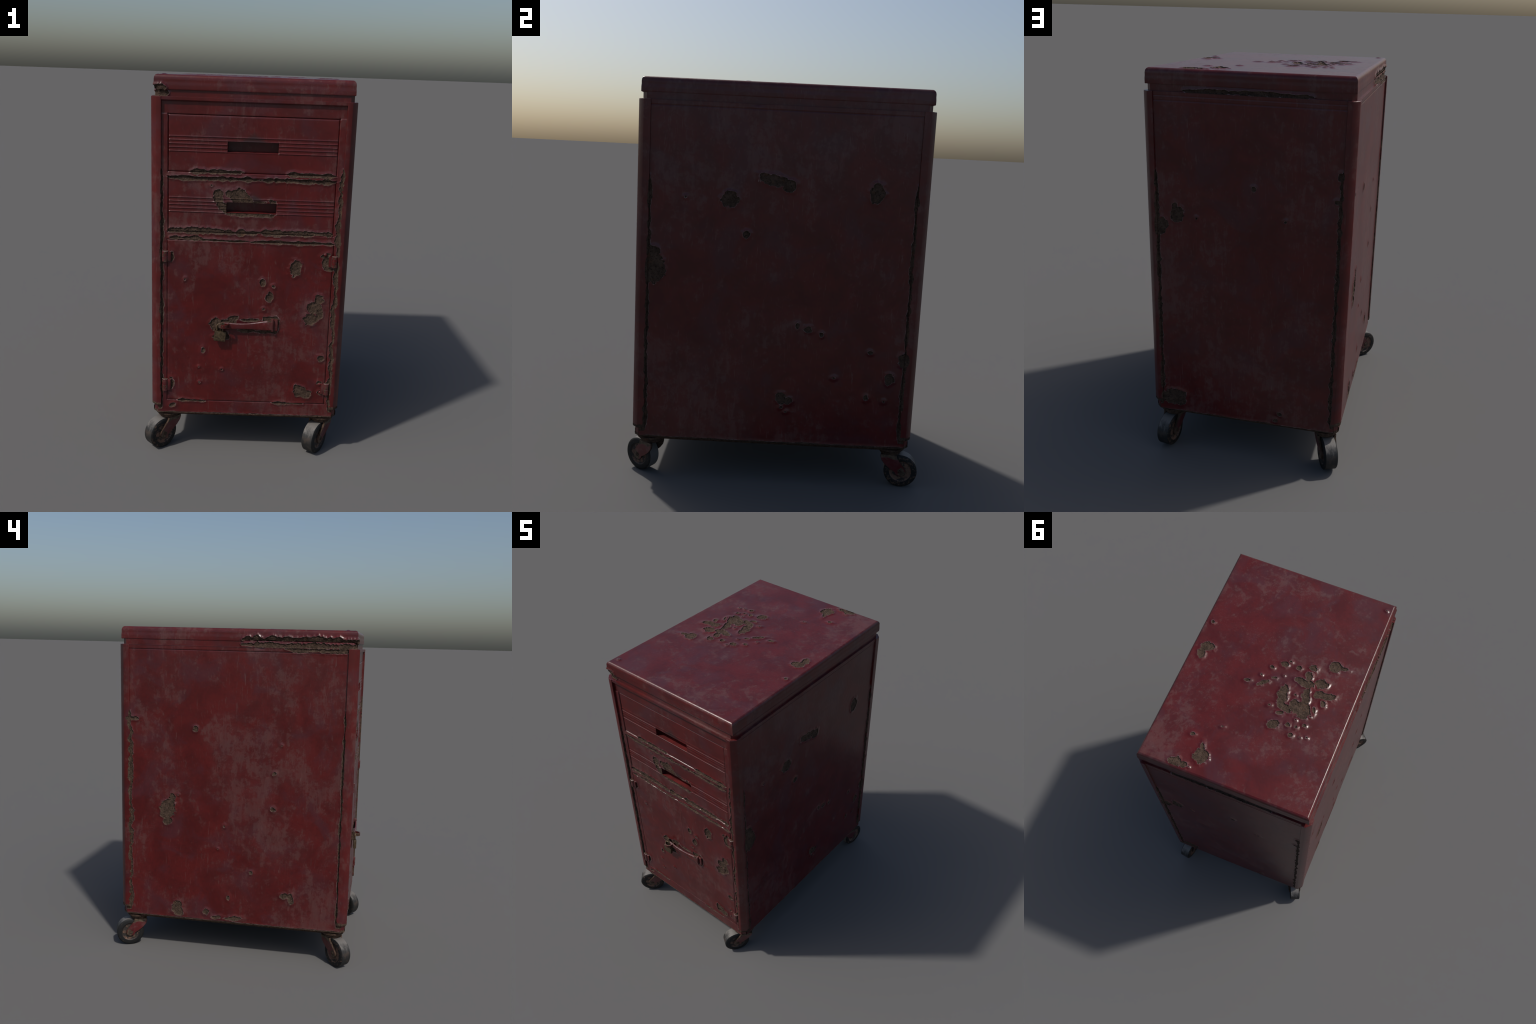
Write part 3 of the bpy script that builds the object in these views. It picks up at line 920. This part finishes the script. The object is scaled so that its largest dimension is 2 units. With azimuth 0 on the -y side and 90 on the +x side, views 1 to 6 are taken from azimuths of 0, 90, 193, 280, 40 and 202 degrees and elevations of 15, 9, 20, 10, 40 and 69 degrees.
# ------------------------------------------------------------------ door handle, hasp and padlock
def build_handle(door):
    pts, n = [], 40
    secs = {}
    for i in range(n + 1):
        t = i / n
        x = -0.122 + 0.272 * t
        flare = smooth(0.45, 1.0, t) * 0.0130 + smooth(0.35, 0.0, t) * 0.004
        half = 0.0150 + float(flare)
        zc = 0.7350 + 0.008 * float(smooth(0.4, 1, t)) - 0.0008 * math.sin(9 * t)
        y = FRONT - 0.0150 - 0.004 * math.sin(math.pi * t)
        secs[i] = half
        pts.append(((x, y, zc), (0, 0, 1), (0, -1, 0)))
    verts, faces = [], []
    for i, (p, ea, eb) in enumerate(pts):
        h = secs[i]
        lump = 0.0012 * (random.random() - 0.5) + 0.0020 * float(smooth(30, 40, i)) + 0.0015 * float(smooth(8, 0, i))
        sec = [(-h, -0.004), (-h, 0.001), (-h * 0.8, 0.0045 + lump), (0, 0.006 + lump), (h * 0.8, 0.0045 + lump), (h, 0.001), (h, -0.004), (0, -0.002)]
        verts += [tuple(Vector(p) + Vector(ea) * a + Vector(eb) * b) for a, b in sec]
    m = 8
    for i in range(n):
        for j in range(m):
            k = (j + 1) % m
            faces.append((i * m + j, i * m + k, i * m + m + k, i * m + m + j))
    faces += [tuple(range(m)), tuple(range(n * m, n * m + m))]
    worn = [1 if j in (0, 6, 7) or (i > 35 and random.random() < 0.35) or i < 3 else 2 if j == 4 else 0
            for i in range(n) for j in range(m)] + [1, 1]
    me = poly_mesh("door_handle", verts, faces, worn)
    fix_normals(me)
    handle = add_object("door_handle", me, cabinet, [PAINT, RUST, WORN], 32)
    block("handle_bracket", (0.1430, FRONT - 0.0210, 0.7110), (0.1560, FRONT + 0.002, 0.7760), handle, [PAINT], 0.0022, 0.0005, seed=1)
    block("handle_foot", (0.1560, FRONT - 0.0120, 0.7130), (0.1780, FRONT + 0.001, 0.7740), handle, [PAINT], 0.0030, 0.0006, seed=2)
    block("handle_foot", (-0.1520, FRONT - 0.0150, 0.7080), (-0.1180, FRONT + 0.001, 0.7620), handle, [RUST], 0.0030, 0.0012, seed=3, cuts=2)

    # hasp staple: a strap bent to a U that stands out from the door
    loop, n = [], 26
    for i in range(n + 1):
        a = math.pi * i / n
        loop.append((-0.1050 + 0.0250 * math.cos(a), FRONT - 0.0210 - 0.0290 * max(0.0, math.sin(a)) ** 0.8))
    loop = [(-0.080, FRONT + 0.001)] + loop + [(-0.130, FRONT + 0.001)]
    path = []
    for i, (x, y) in enumerate(loop):
        x0, y0 = loop[max(i - 1, 0)]
        x1, y1 = loop[min(i + 1, len(loop) - 1)]
        t = Vector((x1 - x0, y1 - y0, 0)).normalized()
        path.append(((x, y, 0.7405), (t.y, -t.x, 0), (0, 0, 1)))
    sec = [(-0.0030, -0.0095), (0.0030, -0.0095), (0.0034, -0.006), (0.0034, 0.006), (0.0030, 0.0095), (-0.0030, 0.0095), (-0.0034, 0.006), (-0.0034, -0.006)]
    index = [1 if (i * 7 + j * 3) % 11 < 3 or i > 17 else 0 for i in range(len(path) - 1) for j in range(8)] + [0, 0]
    hasp = sweep("hasp_staple", path, sec, handle, [PAINT, RUST], index=index)

    turn = Matrix.Rotation(math.radians(7), 3, "Y") @ Matrix.Rotation(math.radians(4), 3, "Z")
    lock = block("padlock", (-0.1540, FRONT - 0.0320, 0.6530), (-0.0930, FRONT - 0.0130, 0.7065), cabinet, [LOCK], 0.0030, 0.0003, turn, 4, 3)
    arch, n = [], 28
    for i in range(n + 1):
        a = math.pi * i / n
        arch.append((-0.1240 + 0.0150 * math.cos(a), 0.7300 + 0.0180 * math.sin(a)))
    arch = [(-0.1095, 0.700)] + arch + [(-0.1395, 0.700)]
    path = []
    for i, (x, z) in enumerate(arch):
        x0, z0 = arch[max(i - 1, 0)]
        x1, z1 = arch[min(i + 1, len(arch) - 1)]
        t = Vector((x1 - x0, 0, z1 - z0)).normalized()
        path.append(((x, FRONT - 0.0220, z), (t.z, 0, -t.x), (0, 1, 0)))
    ring = [(0.0042 * math.cos(k * math.pi / 5), 0.0042 * math.sin(k * math.pi / 5)) for k in range(10)]
    sweep("padlock_shackle", path, ring, lock, [LOCK], angle=60)


def build_hinge(door, x, z0, z1, side, seed):
    """Flag hinge: a knuckle on the frame side and a leaf screwed to the door."""
    n, verts, faces = 14, [], []
    zs = [z0, z0 + 0.002] + [z0 + (z1 - z0) * t for t in (0.25, 0.48, 0.485, 0.515, 0.52, 0.75)] + [z1 - 0.002, z1]
    rr = [0.0130, 0.0160, 0.0165, 0.0163, 0.0140, 0.0140, 0.0163, 0.0165, 0.0160, 0.0130]
    for z, r in zip(zs, rr):
        for k in range(n):
            a = 2 * math.pi * k / n
            verts.append((x + r * math.cos(a), FRONT - 0.0020 + 0.78 * r * math.sin(a), z))
    idx = []
    for i in range(len(zs) - 1):
        for k in range(n):
            l = (k + 1) % n
            faces.append((i * n + k, i * n + l, i * n + n + l, i * n + n + k))
            idx.append(2 if i in (0, 3, 5, 8) else 1 if (k * 5 + i * 3 + seed) % 9 < 2 else 0)
    faces += [tuple(range(n - 1, -1, -1)), tuple(range(len(verts) - n, len(verts)))]
    idx += [1, 1]
    me = poly_mesh("door_hinge", verts, faces, idx)
    fix_normals(me)
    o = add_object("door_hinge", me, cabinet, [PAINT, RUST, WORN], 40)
    a, b = sorted((x + side * 0.006, x + side * 0.0300))
    block("hinge_leaf", (a, FRONT - 0.0085, z0 + 0.005), (b, FRONT + 0.003, z1 - 0.005), o, [PAINT], 0.0022, 0.0005, seed=seed)
    return o


door = FRONT_PARTS[3]
block("top_rail", (CX - HX + POST_P - 0.004, FRONT - 0.0064, 1.8925), (CX + HX - POST_P + 0.004, FRONT + 0.020, 1.8964), FRONT_PARTS[0], [PAINT], 0.0012)
build_handle(door)
build_hinge(door, -0.4130, 1.0690, 1.1270, 1, 1)
build_hinge(door, 0.4560, 1.0650, 1.1260, -1, 2)
build_hinge(door, -0.4130, 0.3480, 0.4190, 1, 3)
build_hinge(door, 0.4530, 0.3520, 0.4190, -1, 4)
for x, z in ((0.417, 0.411), (0.421, 0.364), (0.407, 1.131)):
    import bmesh
    bm = bmesh.new()
    bmesh.ops.create_uvsphere(bm, u_segments=14, v_segments=8, radius=0.0090)
    for v in bm.verts:
        v.co = Vector((v.co.x + x, v.co.y * 0.6 + FRONT - 0.001, v.co.z + z))
    me = bpy.data.meshes.new("rivet")
    bm.to_mesh(me)
    bm.free()
    add_object("rivet", me, door, [PAINT], 180)


# ------------------------------------------------------------------ castors
WHEEL_R, WHEEL_W = 0.0845, 0.0710


def lathe(name, rows, parent, mats, index, seg=64, axis="y", angle=35):
    """Solid of revolution about the local y axis (or z); rows = (radius, height)."""
    verts, faces, idx = [], [], []
    m = len(rows)
    for k in range(seg):
        a = 2 * math.pi * k / seg
        for r, h in rows:
            verts.append((r * math.cos(a), h, r * math.sin(a)) if axis == "y" else (r * math.cos(a), r * math.sin(a), h))
    for k in range(seg):
        l = (k + 1) % seg
        for j in range(m - 1):
            faces.append((k * m + j, k * m + j + 1, l * m + j + 1, l * m + j))
            idx.append(index[j] if isinstance(index, (list, tuple)) else index)
    for j in (0, m - 1):
        faces.append(tuple(k * m + j for k in range(seg)))
        idx.append((index[0] if j == 0 else index[-1]) if isinstance(index, (list, tuple)) else index)
    me = poly_mesh(name, verts, faces, idx)
    fix_normals(me)
    return add_object(name, me, parent, mats, angle)


def build_castor(sx, sy, heading, seed):
    """heading: direction (degrees in plan) in which the wheel trails from the swivel."""
    px, py = CX + sx * 0.4205, CY + sy * 0.6195
    a = math.radians(heading)
    castor = bpy.data.objects.new("castor", None)
    bpy.context.scene.collection.objects.link(castor)
    castor.parent = cabinet
    castor.location = (px, py, 0)
    castor.rotation_euler = (0, 0, a)
    # swivel plate: two stepped rusty discs
    lathe("swivel_plate", [(0.060, 0.2070), (0.0700, 0.2060), (0.0705, 0.1960), (0.0640, 0.1900), (0.0560, 0.1880), (0.0545, 0.1760), (0.0500, 0.1725), (0.030, 0.1720)],
          castor, [RUST], 0, 48, "z", 35)
    trail = 0.0580
    # wheel
    hw = WHEEL_W / 2
    rows = [(0.018, hw - 0.004), (0.050, hw - 0.0060), (0.0560, hw - 0.0015), (0.0575, hw), (0.0750, hw), (0.0808, hw - 0.0022), (WHEEL_R, hw - 0.0060),
            (WHEEL_R, hw - 0.020), (WHEEL_R, -hw + 0.020), (WHEEL_R, -hw + 0.0060), (0.0808, -hw + 0.0022), (0.0750, -hw), (0.0575, -hw), (0.0560, -hw + 0.0015), (0.050, -hw + 0.0060), (0.018, -hw + 0.004)]
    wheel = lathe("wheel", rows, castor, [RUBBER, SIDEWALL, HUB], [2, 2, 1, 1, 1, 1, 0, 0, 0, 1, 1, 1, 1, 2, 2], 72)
    wheel.location = (trail, 0, WHEEL_R)
    # fork: crown block and two cheeks
    fork_w = hw + 0.0150
    crown = lathe("fork_crown", [(0.030, 0.1745), (0.050, 0.1740), (0.050, 0.1700), (0.044, 0.1690)], castor, [RUST], 0, 40, "z", 35)
    for s in (-1, 1):
        # outline of a cheek in the (x, z) plane: wide at the crown, narrow and round at the axle
        prof, n = [], 12
        top = [(-0.046, 0.1740), (0.034, 0.1740), (0.037, 0.158)]
        arc = []
        for i in range(n + 1):
            t = math.radians(38 - 206 * i / n)
            arc.append((trail + 0.0285 * math.cos(t), WHEEL_R + 0.0285 * math.sin(t)))
        left = [(0.006, 0.093), (-0.024, 0.118), (-0.042, 0.142), (-0.0465, 0.160)]
        prof = top + arc + left
        verts, faces, idx = [], [], []
        m = len(prof)
        for k, off in enumerate((0.0, 0.0015, 0.0100, 0.0120)):
            shrink = 0.96 if k in (0, 3) else 1.0
            for x, z in prof:
                cx, cz = 0.02, 0.13
                lean = -0.0085 * (0.174 - z) / 0.09
                verts.append((cx + (x - cx) * shrink, s * (fork_w - 0.0120 + off + lean), cz + (z - cz) * shrink))
        for k in range(3):
            for j in range(m):
                l = (j + 1) % m
                faces.append((k * m + j, k * m + l, k * m + m + l, k * m + m + j))
                idx.append(1)
        # faces of the cheek, split so that crown and axle ends are bare rust
        outer0 = 3 * m
        faces.append(tuple(range(m - 1, -1, -1)))
        idx.append(1)
        faces.append(tuple(range(outer0, outer0 + m)))
        idx.append(0)
        me = poly_mesh("fork_cheek", verts, faces, idx)
        fix_normals(me)
        cheek = add_object("fork_cheek", me, castor, [CHEEK, RUST], 30)
        bolt = lathe("axle_bolt", [(0.0105, 0.0), (0.0105, 0.0015), (0.0085, 0.0028), (0.003, 0.0030)], castor, [RUST], 0, 6, "y", 25)
        bolt.location = (trail, s * (fork_w - 0.0086), WHEEL_R)
        bolt.rotation_euler = (0 if s > 0 else math.pi, 0, 0)
    axle = lathe("axle", [(0.0060, -fork_w + 0.012), (0.0060, fork_w - 0.012)], castor, [RUST], 0, 12)
    axle.location = (trail, 0, WHEEL_R)


def cheek_material():
    """Red paint that has gone from the crown end and from round the axle."""
    m = Nodes("chipped_fork_paint")
    sep = m.new("ShaderNodeSeparateXYZ")
    m.put(sep.inputs[0], m.co)
    n = m.noise(42, 5, 0.6)
    n2 = m.math("MULTIPLY", m.math("SUBTRACT", n, 0.5), 0.06)
    dx = m.math("SUBTRACT", sep.outputs["X"], 0.068)
    dz = m.math("SUBTRACT", sep.outputs["Z"], 0.080)
    dist = m.math("SQRT", m.math("ADD", m.math("MULTIPLY", dx, dx), m.math("MULTIPLY", dz, dz)))
    bare = m.math("MAXIMUM", m.ramp(m.math("ADD", dist, n2), 0.023, 0.020), m.ramp(m.math("ADD", sep.outputs["Z"], n2), 0.152, 0.156))
    col = m.mix(bare, m.mix(m.ramp(m.noise(16, 5), 0.4, 0.65), (0.085, 0.010, 0.012), (0.105, 0.035, 0.036)),
                m.mix(m.ramp(m.noise(70, 6), 0.4, 0.6), (0.050, 0.034, 0.021), (0.105, 0.072, 0.046)))
    m.bump(m.math("SUBTRACT", m.noise(80, 4), m.math("MULTIPLY", bare, 2.0)), 0.4, 0.003)
    return m.finish(col, m.ramp(bare, 0, 1, 0.34, 0.7))


CHEEK = cheek_material()
build_castor(-1, -1, 180 + 43, 1)
build_castor(1, -1, 270 - 34, 2)
build_castor(1, 1, 90 - 8, 3)
build_castor(-1, 1, 90 + 25, 4)
